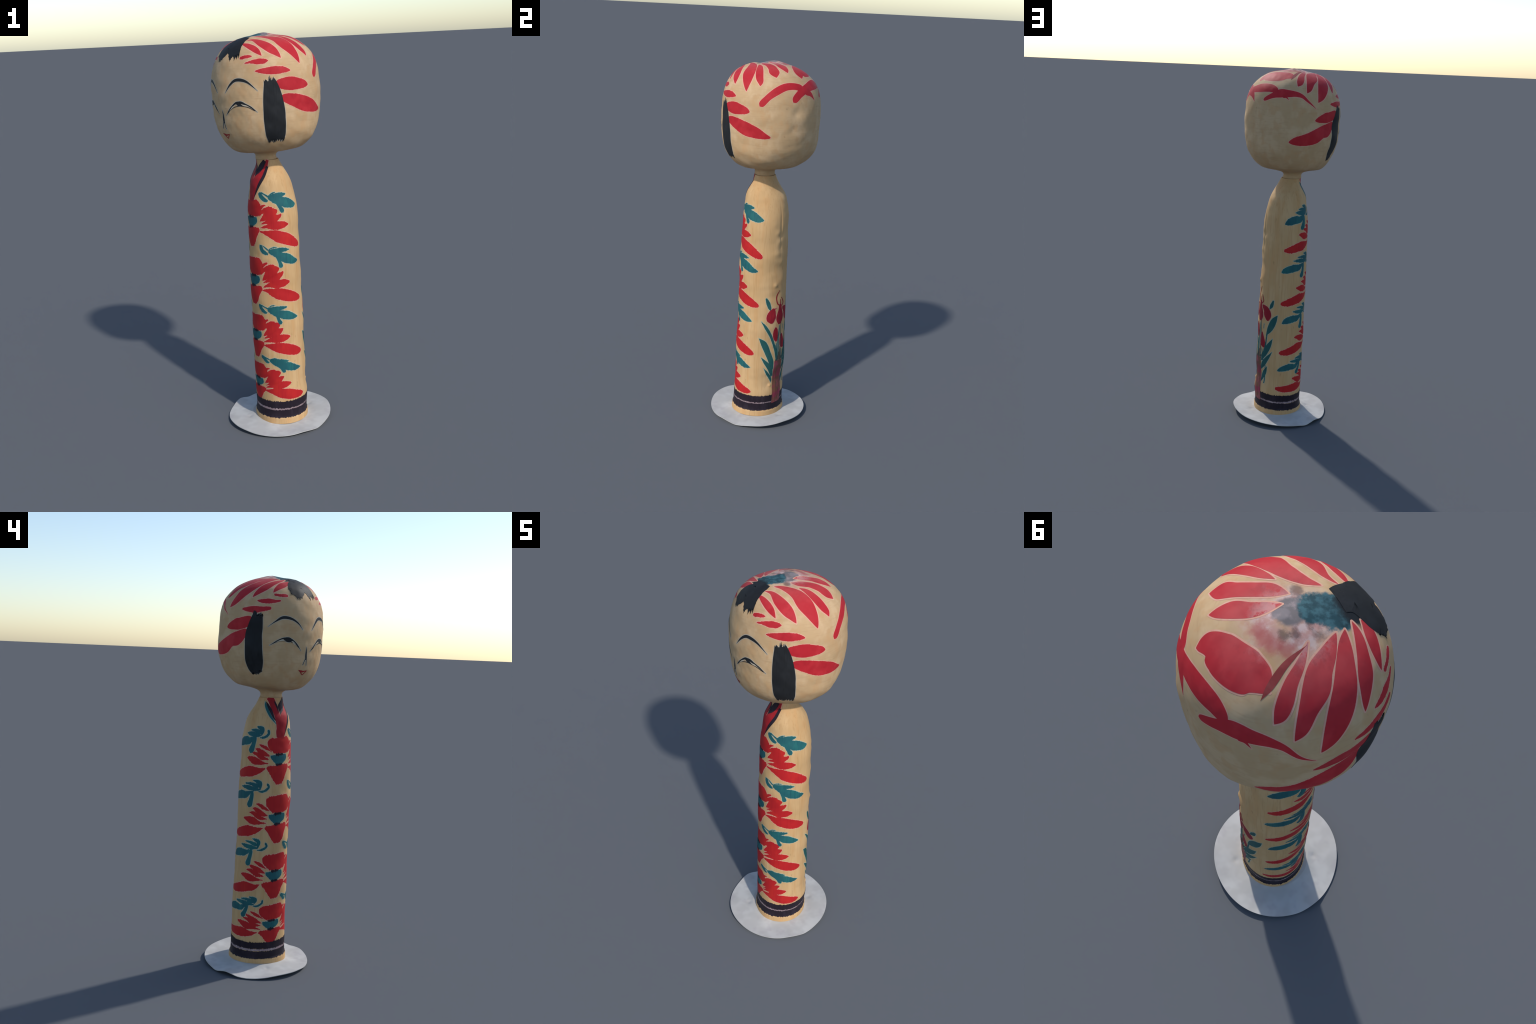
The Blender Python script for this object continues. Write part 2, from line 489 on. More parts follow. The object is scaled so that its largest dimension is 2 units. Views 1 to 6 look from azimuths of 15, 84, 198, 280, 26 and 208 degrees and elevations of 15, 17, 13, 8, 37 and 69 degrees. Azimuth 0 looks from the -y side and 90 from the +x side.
def lay_paint(on_head, rows, cell=0.0016, grow=0.0, rise=0.0007, jag=0.0, seed=0, round_tip=1.0, cap=False, sides=1.0, both=True, root=0):
    st = np.array(rows, float)
    if st.shape[1] == 4:
        return lay_level(st, cell, grow, rise, jag, seed)
    th, b, w = np.radians(st[:, 0]), st[:, 1], st[:, 2] / 1000
    if on_head:
        P = head_point(th, np.radians(b))
    else:
        P = torso_point(th, b)
    length = np.linalg.norm(np.diff(P, axis=0), axis=1).sum() + 2 * grow
    n = int(np.clip(length / cell, 8, 220))
    if cap:                       # close blunt ends with a rounded cap
        for e, q in ((0, 1), (-1, -2)):
            if w[e] > 0.003:
                d = P[e] - P[q]
                d *= w[e] * 0.75 / np.linalg.norm(d)
                P = np.insert(P, 0 if e == 0 else len(P), P[e] + d, axis=0)
                w = np.insert(w, 0 if e == 0 else len(w), 0.0)
    C = catmull(np.column_stack([P, w ** round_tip]), n)
    P, w = C[:, :3], np.maximum(C[:, 3], 1e-9) ** (1 / round_tip)
    if root:                      # petals start as a thin line of paint
        w = w * (1 - 0.45 * np.clip(1 - np.linspace(0, 1, n) / root, 0, 1))
    w = np.maximum(w, 0.0004)
    T = np.gradient(P, axis=0)
    T /= np.maximum(np.linalg.norm(T, axis=1, keepdims=True), 1e-9)
    if grow:
        # the bleed reaches past both ends
        P = np.concatenate([[P[0] - T[0] * grow], P, [P[-1] + T[-1] * grow]])
        T = np.concatenate([T[:1], T, T[-1:]])
        w = np.concatenate([w[:1] * 0.6, w, w[-1:] * 0.6]) + grow
        w[[0, -1]] -= grow * 0.6
        n += 2
    m = int(np.clip(2 * w.max() / cell, 4, 160)) + 1
    k = np.linspace(-1, 1, m)
    if on_head:
        D = (P - HEAD_CENTRE)
        N = head_normal_at(D / np.linalg.norm(D, axis=1, keepdims=True))
        S = np.cross(N, T)
        S /= np.maximum(np.linalg.norm(S, axis=1, keepdims=True), 1e-9)
        Q = P[:, None] + (w[:, None] * k)[..., None] * S[:, None] - HEAD_CENTRE
        a, pol = head_angles(Q)
        u, v = a, pol
    else:
        a0 = np.arctan2(P[:, 1], P[:, 0])
        rho = np.hypot(P[:, 0], P[:, 1])
        e = np.stack([-np.sin(a0), np.cos(a0)], -1)
        ta, tz = (T[:, :2] * e).sum(1), T[:, 2]
        q = np.maximum(np.hypot(ta, tz), 1e-6)
        sa, sz = -tz / q, ta / q
        o = w[:, None] * k
        u = a0[:, None] + np.arcsin(np.clip(o * sa[:, None] / rho[:, None], -0.99, 0.99))
        v = P[:, 2:3] + o * sz[:, None]
    return finish_paint(on_head, u, v, rise, jag, seed, sides, both)


def lay_level(st, cell, grow, rise, jag, seed):
    """A broad petal on the torso, stacked from level chords:
    (angle, height, half angle, tilt in mm)."""
    r = 0.13
    n = int((abs(st[-1, 1] - st[0, 1]) + 2 * grow) / cell) + 2
    s = np.column_stack([-st[:, 1], st[:, 0], st[:, 2], st[:, 3]])
    z = np.linspace(st[0, 1], st[-1, 1], n)
    c = curve(s, -z)
    z[0] += grow
    z[-1] -= grow
    half = np.radians(np.maximum(c[:, 1], 0.5)) + grow / r
    m = int(2 * half.max() * r / cell) + 2
    k = np.linspace(-1, 1, m)
    u = np.radians(c[:, :1]) + half[:, None] * k
    v = z[:, None] + c[:, 2:3] / 1000 * k
    return finish_paint(False, u, v, rise, jag, seed)


def finish_paint(on_head, u, v, rise, jag, seed, sides=1.0, both=True):
    n, m = u.shape
    k = np.linspace(-1, 1, m)
    if jag:
        i = np.linspace(-1, 1, n)[:, None]
        edge = np.maximum(sides * abs(k)[None] ** 6 * (1 if both else np.clip(i * 1.6, 0, 1) ** 2), abs(i) ** 14 * (1 if both else (i > 0)))
        side = k[None] * np.sign(v[:, -1:] - v[:, :1])
        end = i * np.sign(v[-1:].mean() - v[:1].mean())
        out = np.sign(np.where(abs(k)[None] ** 6 > abs(i) ** 14, side, end))
        x = u * 0.26 * np.sin(np.clip(v, 0.2, 2.9)) if on_head else u * 0.13
        v = v + edge * (spikes(x + 9, seed) - 0.35) * out * jag / (0.27 if on_head else 1)
    if on_head:
        V = head_point(u, v)
        D = V - HEAD_CENTRE
        N = head_normal_at(D / np.linalg.norm(D, axis=-1, keepdims=True))
    else:
        V = torso_point(u, v)
        N = torso_normal(u, v)
    # skin of paint with its rim turned down into the wood
    Vp = np.pad(V, ((1, 1), (1, 1), (0, 0)), mode="edge")
    Np = np.pad(N, ((1, 1), (1, 1), (0, 0)), mode="edge")
    lift = np.full(Vp.shape[:2], rise)
    lift[[0, -1]] = lift[:, [0, -1]] = -0.0012
    Vp = Vp + Np * lift[..., None]
    F = grid_faces(n + 2, m + 2, False)
    # keep the faces turned outwards
    p = Vp.reshape(-1, 3)
    g = np.cross(p[F[:, 2]] - p[F[:, 0]], p[F[:, 3]] - p[F[:, 1]])
    if (g * Np.reshape(-1, 3)[F[:, 0]]).sum() < 0:
        F = F[:, ::-1]
    return p, F, Np.reshape(-1, 3)


RISE = {"halo": 0.0003, "low": 0.0006, "mid": 0.0009, "top": 0.0012, "over": 0.0015, "last": 0.0018}


def brush(name, parent, rows, mat, layer="low", bleed=None, jag=0.0, halo=0.0030, round_tip=1.0, cap=False, sides=1.0, both=True, root=0):
    on_head = parent is head
    LAYER["count"] += 1
    i = LAYER["count"]
    V, F, N = lay_paint(on_head, rows, rise=RISE[layer] + i * 1.0e-6, jag=jag, seed=i, round_tip=round_tip, cap=cap, sides=sides, both=both, root=root)
    idx, mats = np.zeros(len(F), int), [mat]
    if bleed is not None:
        V2, F2, N2 = lay_paint(on_head, rows, cell=0.003, grow=halo, rise=RISE["halo"] + i * 1.0e-6, jag=jag * 0.8, seed=i, round_tip=round_tip, cap=cap, sides=sides, both=both, root=root)
        F = np.concatenate([F, F2 + len(V)])
        V, N = np.concatenate([V, V2]), np.concatenate([N, N2])
        idx = np.concatenate([idx, np.ones(len(F2), int)])
        mats = [mat, bleed]
    ob = add(name, make_mesh(name, V, F, N, mats, idx), parent)
    return ob


RIBBON_STROKE_ROWS = [
    [(-104.4, 48.4, 6.3), (-98.8, 47.6, 8.1), (-94.2, 47.4, 6.8), (-90.5, 47.2, 0)],
    [(-98.9, 53.1, 0), (-90.9, 52.2, 7.3), (-83.4, 52, 13.1), (-77, 51.8, 11.5), (-72.7, 51.6, 0)],
    [(-87, 59.9, 0), (-78.8, 60, 11.5), (-68.3, 60, 17.5), (-58.9, 60, 15.1), (-50.3, 60.9, 0)],
    [(-64.5, 71.2, 16.4), (-58.8, 71.6, 25.3), (-50.7, 71.8, 30.4), (-42.9, 72.4, 25.6), (-34.3, 73.3, 16.1), (-30.1, 74.1, 0)],
    [(-59.8, 84.1, 14.6), (-46.6, 87.7, 29.6), (-34.6, 91.8, 35), (-21.8, 95.4, 28), (-11.7, 98.6, 14.6), (-5.6, 99.7, 0)],
    [(-166.5, 47.5, 4.9), (-161.3, 48, 6.6), (-151.9, 48, 6.8)],
    [(174.1, 53.9, 0), (180, 54.2, 9.9), (-172.7, 53.9, 12.6), (-165.4, 53.7, 7.3), (-160.2, 52.9, 3.9)],
    [(157.8, 61.6, 0), (164.1, 61.8, 10.7), (172.7, 61.9, 16.2), (-179.2, 61.4, 11.7), (-171.1, 60.4, 6.9)],
    [(135.5, 78, 0), (142.5, 76.6, 18), (152.7, 74.7, 28), (154.6, 74.6, 27.6), (162.6, 73, 26), (168.9, 71.6, 20.8)],
    [(104.3, 103.4, 0), (113, 101.9, 22.7), (123.6, 100.4, 31), (135.4, 96.9, 36.1), (145.6, 91.3, 31.7), (152.4, 89.5, 34.2), (160.2, 84.2, 21.4), (163.8, 82, 14.1)],
]
CROWN_STROKE_ROWS = [
    [(-107.3, 34.4, 5.1), (-95.8, 37.6, 14.1), (-86.3, 42, 13.7), (-79.7, 47.1, 0)],
    [(-107.1, 29.1, 0), (-95, 28.7, 8.5), (-78.7, 34.7, 22.7), (-67.5, 41.3, 23.3), (-62, 45.9, 13.3), (-58.6, 49.9, 0)],
    [(-99, 22.3, 0), (-82.7, 21.1, 11.6), (-56, 26.7, 26.2), (-46.6, 35.6, 34.8), (-41.1, 44.4, 25.7), (-37.3, 55.2, 0)],
    [(-47.2, 20.8, 0), (-36.1, 25.7, 13.4), (-29.4, 33.1, 18.9), (-25, 40.6, 18.6), (-21.9, 45.4, 13.2), (-21.3, 49.1, 0)],
    [(-1.5, 39.3, 0), (-4.2, 33.4, 25.4), (-8.1, 26.7, 22.7), (-18.3, 20.2, 20.4), (-39.4, 15.5, 18.2), (-64, 13, 0)],
    [(18.4, 32.7, 0), (17.4, 28.4, 14.6), (14.4, 22.4, 22.8), (10, 15.2, 19.5), (-4.9, 10.2, 14.8), (-46.3, 7.4, 0)],
    [(40.1, 38.2, 8.9), (42.4, 33.1, 29.7), (52.4, 29.6, 45.5), (67.3, 27.7, 51.7), (82.6, 26.6, 50.2), (95.1, 26.9, 37.3), (104.3, 29.3, 14.4)],
    [(113.6, 42.7, 0), (116.7, 39.1, 14.6), (119.4, 34, 18.4), (124.8, 26.1, 15), (136.5, 19.6, 10.5), (162.8, 12.7, 0)],
    [(125.4, 50.3, 0), (129.1, 46, 13.9), (135, 37.7, 21.7), (144.4, 30.5, 30.8), (153.9, 24.7, 28), (170.9, 21.5, 19.8), (-161.7, 20.3, 0)],
    [(139, 59.7, 0), (144.8, 53.7, 20.3), (153.2, 44.5, 31.2), (163.5, 36.4, 29.5), (174.8, 29.9, 23), (-169.1, 25, 14.2), (-155.3, 23.5, 0)],
    [(167.9, 50.6, 0), (171.6, 46.3, 11.6), (-179.5, 39.3, 21.1), (-169.1, 33.6, 16.3), (-155.7, 29.2, 9.9), (-145.6, 26.5, 0)],
    [(-168.4, 45.5, 0), (-163.9, 41.3, 11.1), (-155, 36.3, 18), (-146.5, 32.9, 11.9), (-142.8, 30.7, 0)],
]
CROWN_STROKE_DARK_ROWS = [
    [(102.3, 34.2, 0), (106.6, 28.4, 7.8), (118.9, 19, 7.4), (157.2, 13.4, 0)],
]
RIBBON_BOW_ROWS = [
    [(-17.9, 66.4, 12.8), (-10.5, 59.1, 15.6), (-1.1, 53.1, 18.8), (10.6, 48.5, 18.7), (23.5, 47.9, 17.9), (32.4, 49.7, 16.2)],
    [(19.7, 61.2, 13.1), (28.2, 54.6, 19.2), (42.4, 49.1, 21.5), (60.3, 46.2, 26.9), (75.6, 46.2, 22.6), (85, 48.8, 11.6)],
    [(37.2, 52.5, 14.9), (45.3, 54.8, 13.6), (52.5, 61.2, 0)],
    [(69.6, 58.5, 6.6), (81.5, 53.6, 15.5), (90.5, 51.1, 23.6), (101, 51, 20.4), (112.4, 51.7, 13.9), (119.4, 53.9, 9.5), (126.9, 59.6, 5.2), (136.4, 66, 0)],
    [(96.2, 53.5, 11.8), (99.2, 55, 4.8), (102.6, 57.7, 0)],
]
FORELOCK_ROWS = [
    [(-122.3, 23.3, 34.4), (-121.5, 26.7, 38.7), (-122.3, 31.6, 44.5), (-119.5, 38, 43.3), (-116, 42.3, 34), (-113.1, 47, 26.2)],
    [(-124.9, 28.1, 34.4), (-123.9, 30.7, 36.8), (-136.8, 37.6, 36.8), (-137.1, 41.7, 43.5), (-139.7, 45.3, 34.6), (-142.6, 48.2, 20.2)],
]
SIDELOCK_ROWS = [
    [(-73, 67.3, 24.1), (-71.5, 72.3, 32.9), (-69.8, 83.7, 44.9), (-68.6, 100, 51.4), (-67.9, 114.1, 49.4), (-67.2, 121.3, 45.2), (-66.6, 126.4, 37.7)],
    [(176.7, 66.3, 23), (175.7, 69.8, 28.7), (174, 77.1, 36.9), (172.3, 85.2, 42.1), (172.5, 96.3, 43.3), (172.8, 105.6, 44.3), (173.1, 114.6, 42.9), (174.3, 121.9, 33), (175.8, 125.6, 23.8)],
]
EYEBROW_ROWS = [
    [(-121.6, 78.4, 0), (-114.6, 70.5, 4.7), (-108.6, 66.9, 6.4), (-101.4, 66.9, 6.7), (-95.3, 68.8, 4.7), (-90.1, 72.3, 2.4), (-84.6, 76.9, 0)],
    [(-172.6, 77, 0), (-165.6, 72.2, 2.3), (-158.2, 68.2, 6.5), (-152.5, 68, 6.7), (-146.5, 69.4, 4.9), (-140.2, 73, 2.8), (-134.8, 78.5, 0)],
]
EYE_ROWS = [
    [(-122.3, 100.3, 0), (-115.5, 93.4, 3), (-108.3, 88.1, 5.1), (-104.8, 88.7, 10.9), (-101.7, 88.7, 9.7), (-97.8, 89.3, 3.1), (-92, 92.4, 2.8), (-85.9, 97.4, 0)],
    [(-170.4, 95.6, 0), (-162.6, 90.9, 3.2), (-156.4, 88, 3.3), (-153.3, 88.7, 9.8), (-149.1, 89.3, 10.7), (-145.9, 89.5, 3.3), (-140.8, 93.6, 2.8), (-135.1, 99.8, 0)],
]
LOWER_LID_ROWS = [
    [(-120.4, 98.7, 0.7), (-113.7, 93.7, 1), (-106.2, 91.1, 1.4), (-96.1, 92, 1.4), (-87.9, 96.1, 0.9)],
    [(-169.3, 94.9, 0.6), (-162.9, 91.8, 0.9), (-153.6, 90.4, 1.3), (-146.2, 91.7, 1.3), (-140.7, 94.8, 1.3), (-136.4, 98.3, 0.6)],
]
EYE_WHITE_ROWS = [
    [(-117, 95.8, 0), (-112.3, 92, 4.1), (-109.3, 90.4, 0)],
    [(-102.5, 89, 0), (-99.6, 90.3, 4), (-95, 91.8, 0)],
    [(-163.9, 91.9, 0), (-158, 90, 4.7), (-153.9, 90.2, 0)],
    [(-147, 90.2, 0), (-144.8, 92.5, 3.1), (-140.7, 94.8, 0)],
]
NOSE_ROWS = [
    [(-128.3, 95.7, 0), (-127.8, 99.4, 2.7), (-127.5, 105.7, 5.7), (-127, 108.4, 3.7)],
    [(-127.9, 107, 1.7), (-129.3, 109.7, 1.7), (-130.7, 113.6, 1.3)],
    [(-126.9, 107, 1.7), (-126.5, 110.1, 1.5), (-125.6, 114.1, 0.9)],
]
MOUTH_ROWS = [
    [(-135.1, 118.8, 0), (-131.3, 120, 3.9), (-128.1, 120.1, 2.7), (-124.8, 119.4, 1.7), (-122, 118.8, 0)],
    [(-131.4, 120.5, 2.2), (-129.5, 122.3, 1.7), (-127.4, 123.6, 1.3)],
    [(-122.9, 119.1, 1.7), (-124.9, 121.2, 1.7), (-127.4, 123.6, 1.3)],
]
FLOWER_ROWS = [
    [(-103.9, 1.05, 0), (-91.4, 1.045, 14.1), (-75.2, 1.036, 25.5), (-58.4, 1.02, 29.5), (-41.9, 1.004, 28.8), (-25.8, 0.982, 21.8), (-13, 0.968, 11.1)],
    [(-102.4, 1.068, 0), (-85.6, 1.077, 12.3), (-68.5, 1.079, 20.3), (-54.1, 1.082, 19.2), (-40.1, 1.082, 0)],
    [(-101, 1.087, 0), (-84.3, 1.101, 11.9), (-70.8, 1.113, 18), (-54.9, 1.135, 0)],
    [(-103.4, 1.101, 0), (-89.3, 1.122, 19.1), (-73.1, 1.148, 21.9), (-63.1, 1.156, 0)],
    [(-105.8, 1.125, 0), (-96.7, 1.148, 10.5), (-82.1, 1.164, 12.7), (-73.7, 1.172, 0)],
    [(-111.1, 1.133, 0), (-103, 1.16, 6.9), (-94.3, 1.179, 5.9), (-87.5, 1.184, 0)],
    [(-167.1, 1.047, 0), (176.5, 1.034, 19.7), (156.2, 1.027, 27.8), (144.3, 1.023, 25.9), (120.9, 1.009, 19.6), (105.4, 1.004, 9.9)],
    [(-160.4, 1.071, 0), (-178, 1.074, 11.1), (165.6, 1.082, 19.6), (151.9, 1.091, 12.1), (142.2, 1.094, 0)],
    [(-159.2, 1.092, 0), (-175.4, 1.1, 12.1), (168.9, 1.118, 9.5), (157.8, 1.122, 0)],
    [(-157, 1.109, 0), (-171.7, 1.12, 13.7), (174.4, 1.137, 10), (165.9, 1.144, 0)],
    [(-153.2, 1.13, 0), (-168.2, 1.15, 8.6), (-178.8, 1.16, 6.4), (175, 1.166, 0)],
]
LEFT_HAND_SPRIG_ROWS = [
    [(-102.5, 1.239, 7.3), (-95.7, 1.219, 10.4), (-87.4, 1.206, 8.5), (-81.9, 1.205, 0)],
    [(-103.3, 1.243, 2.8), (-95.5, 1.241, 2.8), (-82.2, 1.225, 3.3)],
    [(-80.1, 1.222, 9.4), (-66.4, 1.21, 18.8), (-51, 1.196, 22.4), (-41.1, 1.189, 25.5), (-25.4, 1.177, 18.2), (-10.8, 1.171, 0)],
    [(-82.2, 1.228, 0), (-68, 1.229, 9.6), (-55.2, 1.229, 12.1), (-38.6, 1.231, 0)],
    [(-79, 1.221, 0), (-64.4, 1.203, 10), (-56.9, 1.171, 8.7), (-51.8, 1.15, 10.3)],
    [(-81, 1.23, 0), (-73.2, 1.24, 3.9), (-65.2, 1.245, 0)],
]
RIGHT_HAND_SPRIG_ROWS = [
    [(175.2, 1.198, 0), (-172.5, 1.202, 5.8), (-161.7, 1.22, 5.4), (-162.8, 1.237, 5)],
    [(101.5, 1.152, 0), (113.4, 1.166, 19), (131, 1.178, 21.6), (143.8, 1.179, 17.9), (156.5, 1.193, 7.3), (164.1, 1.2, 0)],
    [(131.2, 1.217, 0), (150.1, 1.214, 12.3), (164.4, 1.211, 11), (179.2, 1.209, 0)],
    [(142.9, 1.233, 0), (159.3, 1.233, 8.1), (173.5, 1.225, 10.9), (179.8, 1.222, 0)],
    [(162.7, 1.252, 0), (170.6, 1.248, 7.4), (179.5, 1.241, 11.2), (178.8, 1.209, 0)],
    [(153.6, 1.129, 13.8), (158.2, 1.155, 11.9), (162.2, 1.196, 7.2)],
]
COLLAR_RED_ROWS = [
    [(-160.5, 1.4, 16.1), (-153, 1.388, 15.8), (-141.7, 1.358, 17.2), (-137.2, 1.321, 16.1), (-135.6, 1.284, 14.2), (-133.6, 1.246, 14.6), (-131.8, 1.209, 18)],
    [(-81.8, 1.398, 6.4), (-84.2, 1.389, 7.8), (-98.4, 1.358, 23.1), (-109.7, 1.316, 25.3), (-119.8, 1.271, 26.3), (-128.5, 1.233, 27.4), (-131.3, 1.2, 20)],
]
COLLAR_BLACK_ROWS = [
    [(-91.8, 1.394, 8.9), (-114.3, 1.348, 14.7), (-124.8, 1.316, 0)],
    [(-82.4, 1.367, 6), (-92.8, 1.321, 7.5), (-106.7, 1.269, 6.1), (-119.5, 1.21, 0)],
    [(-137.4, 1.38, 3.1), (-129.1, 1.355, 4.9), (-130.3, 1.323, 0)],
    [(-176.1, 1.378, 0), (-169.8, 1.368, 3.7), (-155.7, 1.335, 7.2), (-147.9, 1.299, 3.8), (-141, 1.28, 0)],
]
COLLAR_TEAL_ROWS = [
    [(-179.7, 1.378, 0), (-174.4, 1.357, 5.2), (-157.9, 1.308, 5.9), (-140.1, 1.263, 0)],
]
IRIS_BLADE_ROWS = [
    [(2.6, 0.733, 4.2), (7.7, 0.703, 10.6), (12.5, 0.669, 6.5), (13.5, 0.661, 0)],
    [(-6.2, 0.598, 0), (4.6, 0.562, 7.7), (18.7, 0.499, 7.6), (29.8, 0.423, 6.8), (36.3, 0.349, 7.8)],
    [(-9.7, 0.497, 0), (1.1, 0.466, 15.6), (12.2, 0.405, 16.2), (20.7, 0.348, 14.2), (22.9, 0.302, 7.6)],
    [(-3.4, 0.383, 0), (7.1, 0.35, 9.8), (17.7, 0.313, 13.7), (24.5, 0.26, 6.5)],
    [(3.7, 0.317, 0), (11.9, 0.283, 6.9), (21.5, 0.242, 6.4), (23.1, 0.219, 0)],
    [(41.3, 0.559, 1.6), (40.1, 0.449, 2.7), (39.4, 0.355, 2.7)],
    [(69.7, 0.548, 1.6), (64.6, 0.429, 2.8), (58.4, 0.339, 2.8)],
    [(29.4, 0.45, 3.3), (37.8, 0.348, 4.9)],
    [(67.3, 0.313, 2.2), (64, 0.2, 3.4)],
    [(93.6, 0.625, 0), (85.5, 0.595, 15), (75.2, 0.541, 17.4), (64.1, 0.49, 0)],
    [(80.8, 0.708, 4), (75.9, 0.675, 9.6), (70.5, 0.652, 0)],
    [(83.2, 0.482, 0), (74.5, 0.438, 13.5), (62.6, 0.381, 14.9), (52.4, 0.33, 0)],
    [(84, 0.403, 0), (72.7, 0.363, 10.6), (61.1, 0.319, 14.3), (50.4, 0.274, 0)],
    [(72.9, 0.312, 0), (63.5, 0.263, 12.3), (51.1, 0.194, 0)],
    [(41.1, 0.561, 1.7), (36.5, 0.458, 2.2), (36.8, 0.346, 2.8)],
    [(56.2, 0.56, 1.7), (55.4, 0.531, 1.1)],
    [(51.6, 0.411, 1.7), (48.6, 0.356, 2.8)],
]
IRIS_PETAL_ROWS = [
    [(20.7, 0.664, 12.2), (17.3, 0.636, 25.9), (16.2, 0.611, 27.7), (17.3, 0.591, 15.1), (17.3, 0.582, 0)],
    [(29.6, 0.673, 0), (25.6, 0.668, 2.1), (20.6, 0.661, 4.3)],
    [(40.2, 0.686, 8.4), (40.2, 0.655, 14.5), (40.5, 0.614, 27.3), (39.4, 0.583, 19.6), (37.6, 0.57, 0)],
    [(50.1, 0.666, 7.4), (61.9, 0.644, 22), (65.9, 0.617, 24.9), (67, 0.592, 13.1)],
]
IRIS_CURL_ROWS = [
    [(37.5, 0.772, 1.1), (29.6, 0.743, 3.2), (28.6, 0.718, 3.2), (32.8, 0.691, 3.2), (41.9, 0.68, 2.1)],
    [(44, 0.728, 2.1), (50.4, 0.694, 3.2), (45.7, 0.677, 2.7)],
    [(40.6, 0.717, 2.1), (41.4, 0.666, 4.3)],
]
IRIS_BUD_ROWS = [
    [(29.4, 0.558, 0), (29.5, 0.537, 14.4), (29.9, 0.502, 16.7), (32.1, 0.472, 7.4)],
    [(50, 0.509, 0), (51.3, 0.475, 17.5), (54.2, 0.442, 22.2), (59, 0.422, 7.5)],
]


def paint_all(name, parent, rows, mat, **kw):
    for r in rows:
        brush(name, parent, r, mat, **kw)


# ---- head: hair, face and the red hair ribbons --------------------------------
paint_all("hair_ribbon", head, RIBBON_STROKE_ROWS, HEAD_RED, bleed=PINK_BLEED, jag=0.002, round_tip=1.6, cap=True)
paint_all("hair_ribbon", head, RIBBON_BOW_ROWS, HEAD_RED, bleed=PINK_BLEED, cap=True)
paint_all("crown_petal", head, CROWN_STROKE_ROWS, HEAD_RED, bleed=PINK_BLEED, halo=0.0045, round_tip=1.3, cap=True)
paint_all("crown_petal", head, CROWN_STROKE_DARK_ROWS, DARK_RED)
paint_all("forelock", head, FORELOCK_ROWS, BLACK, layer="top", jag=0.026, sides=0.6, both=False)
paint_all("sidelock", head, SIDELOCK_ROWS, BLACK, layer="top", bleed=GREY_BLEED, jag=0.028, sides=0.06)
paint_all("eyebrow", head, EYEBROW_ROWS, BLACK, layer="mid", bleed=GREY_BLEED)
paint_all("eye", head, EYE_ROWS, BLACK, layer="mid", bleed=GREY_BLEED, halo=0.003)
paint_all("eyelid", head, LOWER_LID_ROWS, BLACK, layer="top")
paint_all("eye_white", head, [[(a, p, w * 0.62) for a, p, w in r] for r in EYE_WHITE_ROWS], WHITE, layer="over")
paint_all("nose", head, NOSE_ROWS, BLACK, layer="mid", bleed=GREY_BLEED)
paint_all("mouth", head, [[(a, p, w * 1.35) for a, p, w in r] for r in MOUTH_ROWS], LIP, layer="mid")

# ---- torso: four chrysanthemums one above the other, sprigs between them ------
# broad petals above and below the heart, and the heart itself, as level chords
BROAD_PETALS = [
    [(-132.8, 1.203, 23, 5.7), (-132.8, 1.192, 29.2, 4.1), (-131.5, 1.168, 32.6, 0.0), (-130.3, 1.137, 27.4, -5.5), (-131.1, 1.122, 15.4, 0.2)],
    [(-134.6, 1.064, 25.5, 6.0), (-134.6, 1.057, 29.6, 5.5), (-134.3, 1.044, 29.0, 3.8), (-134.0, 1.024, 22.6, 2.4), (-132.8, 0.991, 15.6, 0.5), (-131.5, 0.967, 7.7, 2.3)],
]
HEART = [(-134.2, 1.116, 21.8, 3.5), (-132.8, 1.099, 21.9, 0.5), (-132.0, 1.082, 15.4, 0.5), (-133.5, 1.068, 6.5, 1.8)]
# marks of each flower (angle, height): top, middle, bottom, tips of the two long petals
FLOWERS = [
    dict(top=1.198, mid=1.095, low=0.966, at=-135.9, left=(-12.3, 0.970), right=(103.6 - 360, 1.006)),
    dict(top=0.905, mid=0.790, low=0.662, at=-134.4, left=(-16.3, 0.688), right=(100.1 - 360, 0.695)),
    dict(top=0.600, mid=0.493, low=0.370, at=-136.1, left=(-21.3, 0.403), right=(100.7 - 360, 0.404)),
    dict(top=0.332, mid=0.229, low=0.128, at=-138.2, left=(-24.0, 0.170), right=(96.1 - 360, 0.183)),
]


def wrap(a, centre):
    return (a - centre + 180) % 360 - 180 + centre


def flower_map(f, g, r):
    """Move a row of the first flower f onto flower g."""
    out = []
    for a, z, *w in r:
        z2 = np.interp(z, [f["low"], f["mid"], f["top"]], [g["low"], g["mid"], g["top"]])
        z2 += min(z - f["low"], 0) + max(z - f["top"], 0)
        d = wrap(a, f["at"]) - f["at"]
        side = "left" if d > 0 else "right"
        reach = f[side][0] - f["at"]
        a2 = g["at"] + d * (g[side][0] - g["at"]) / reach
        tip = np.interp(f[side][1], [f["low"], f["mid"], f["top"]], [g["low"], g["mid"], g["top"]])
        z2 += (g[side][1] - tip) * (d / reach) ** 2 if abs(d) > 40 else 0
        out.append((a2, z2, *w))
    return out


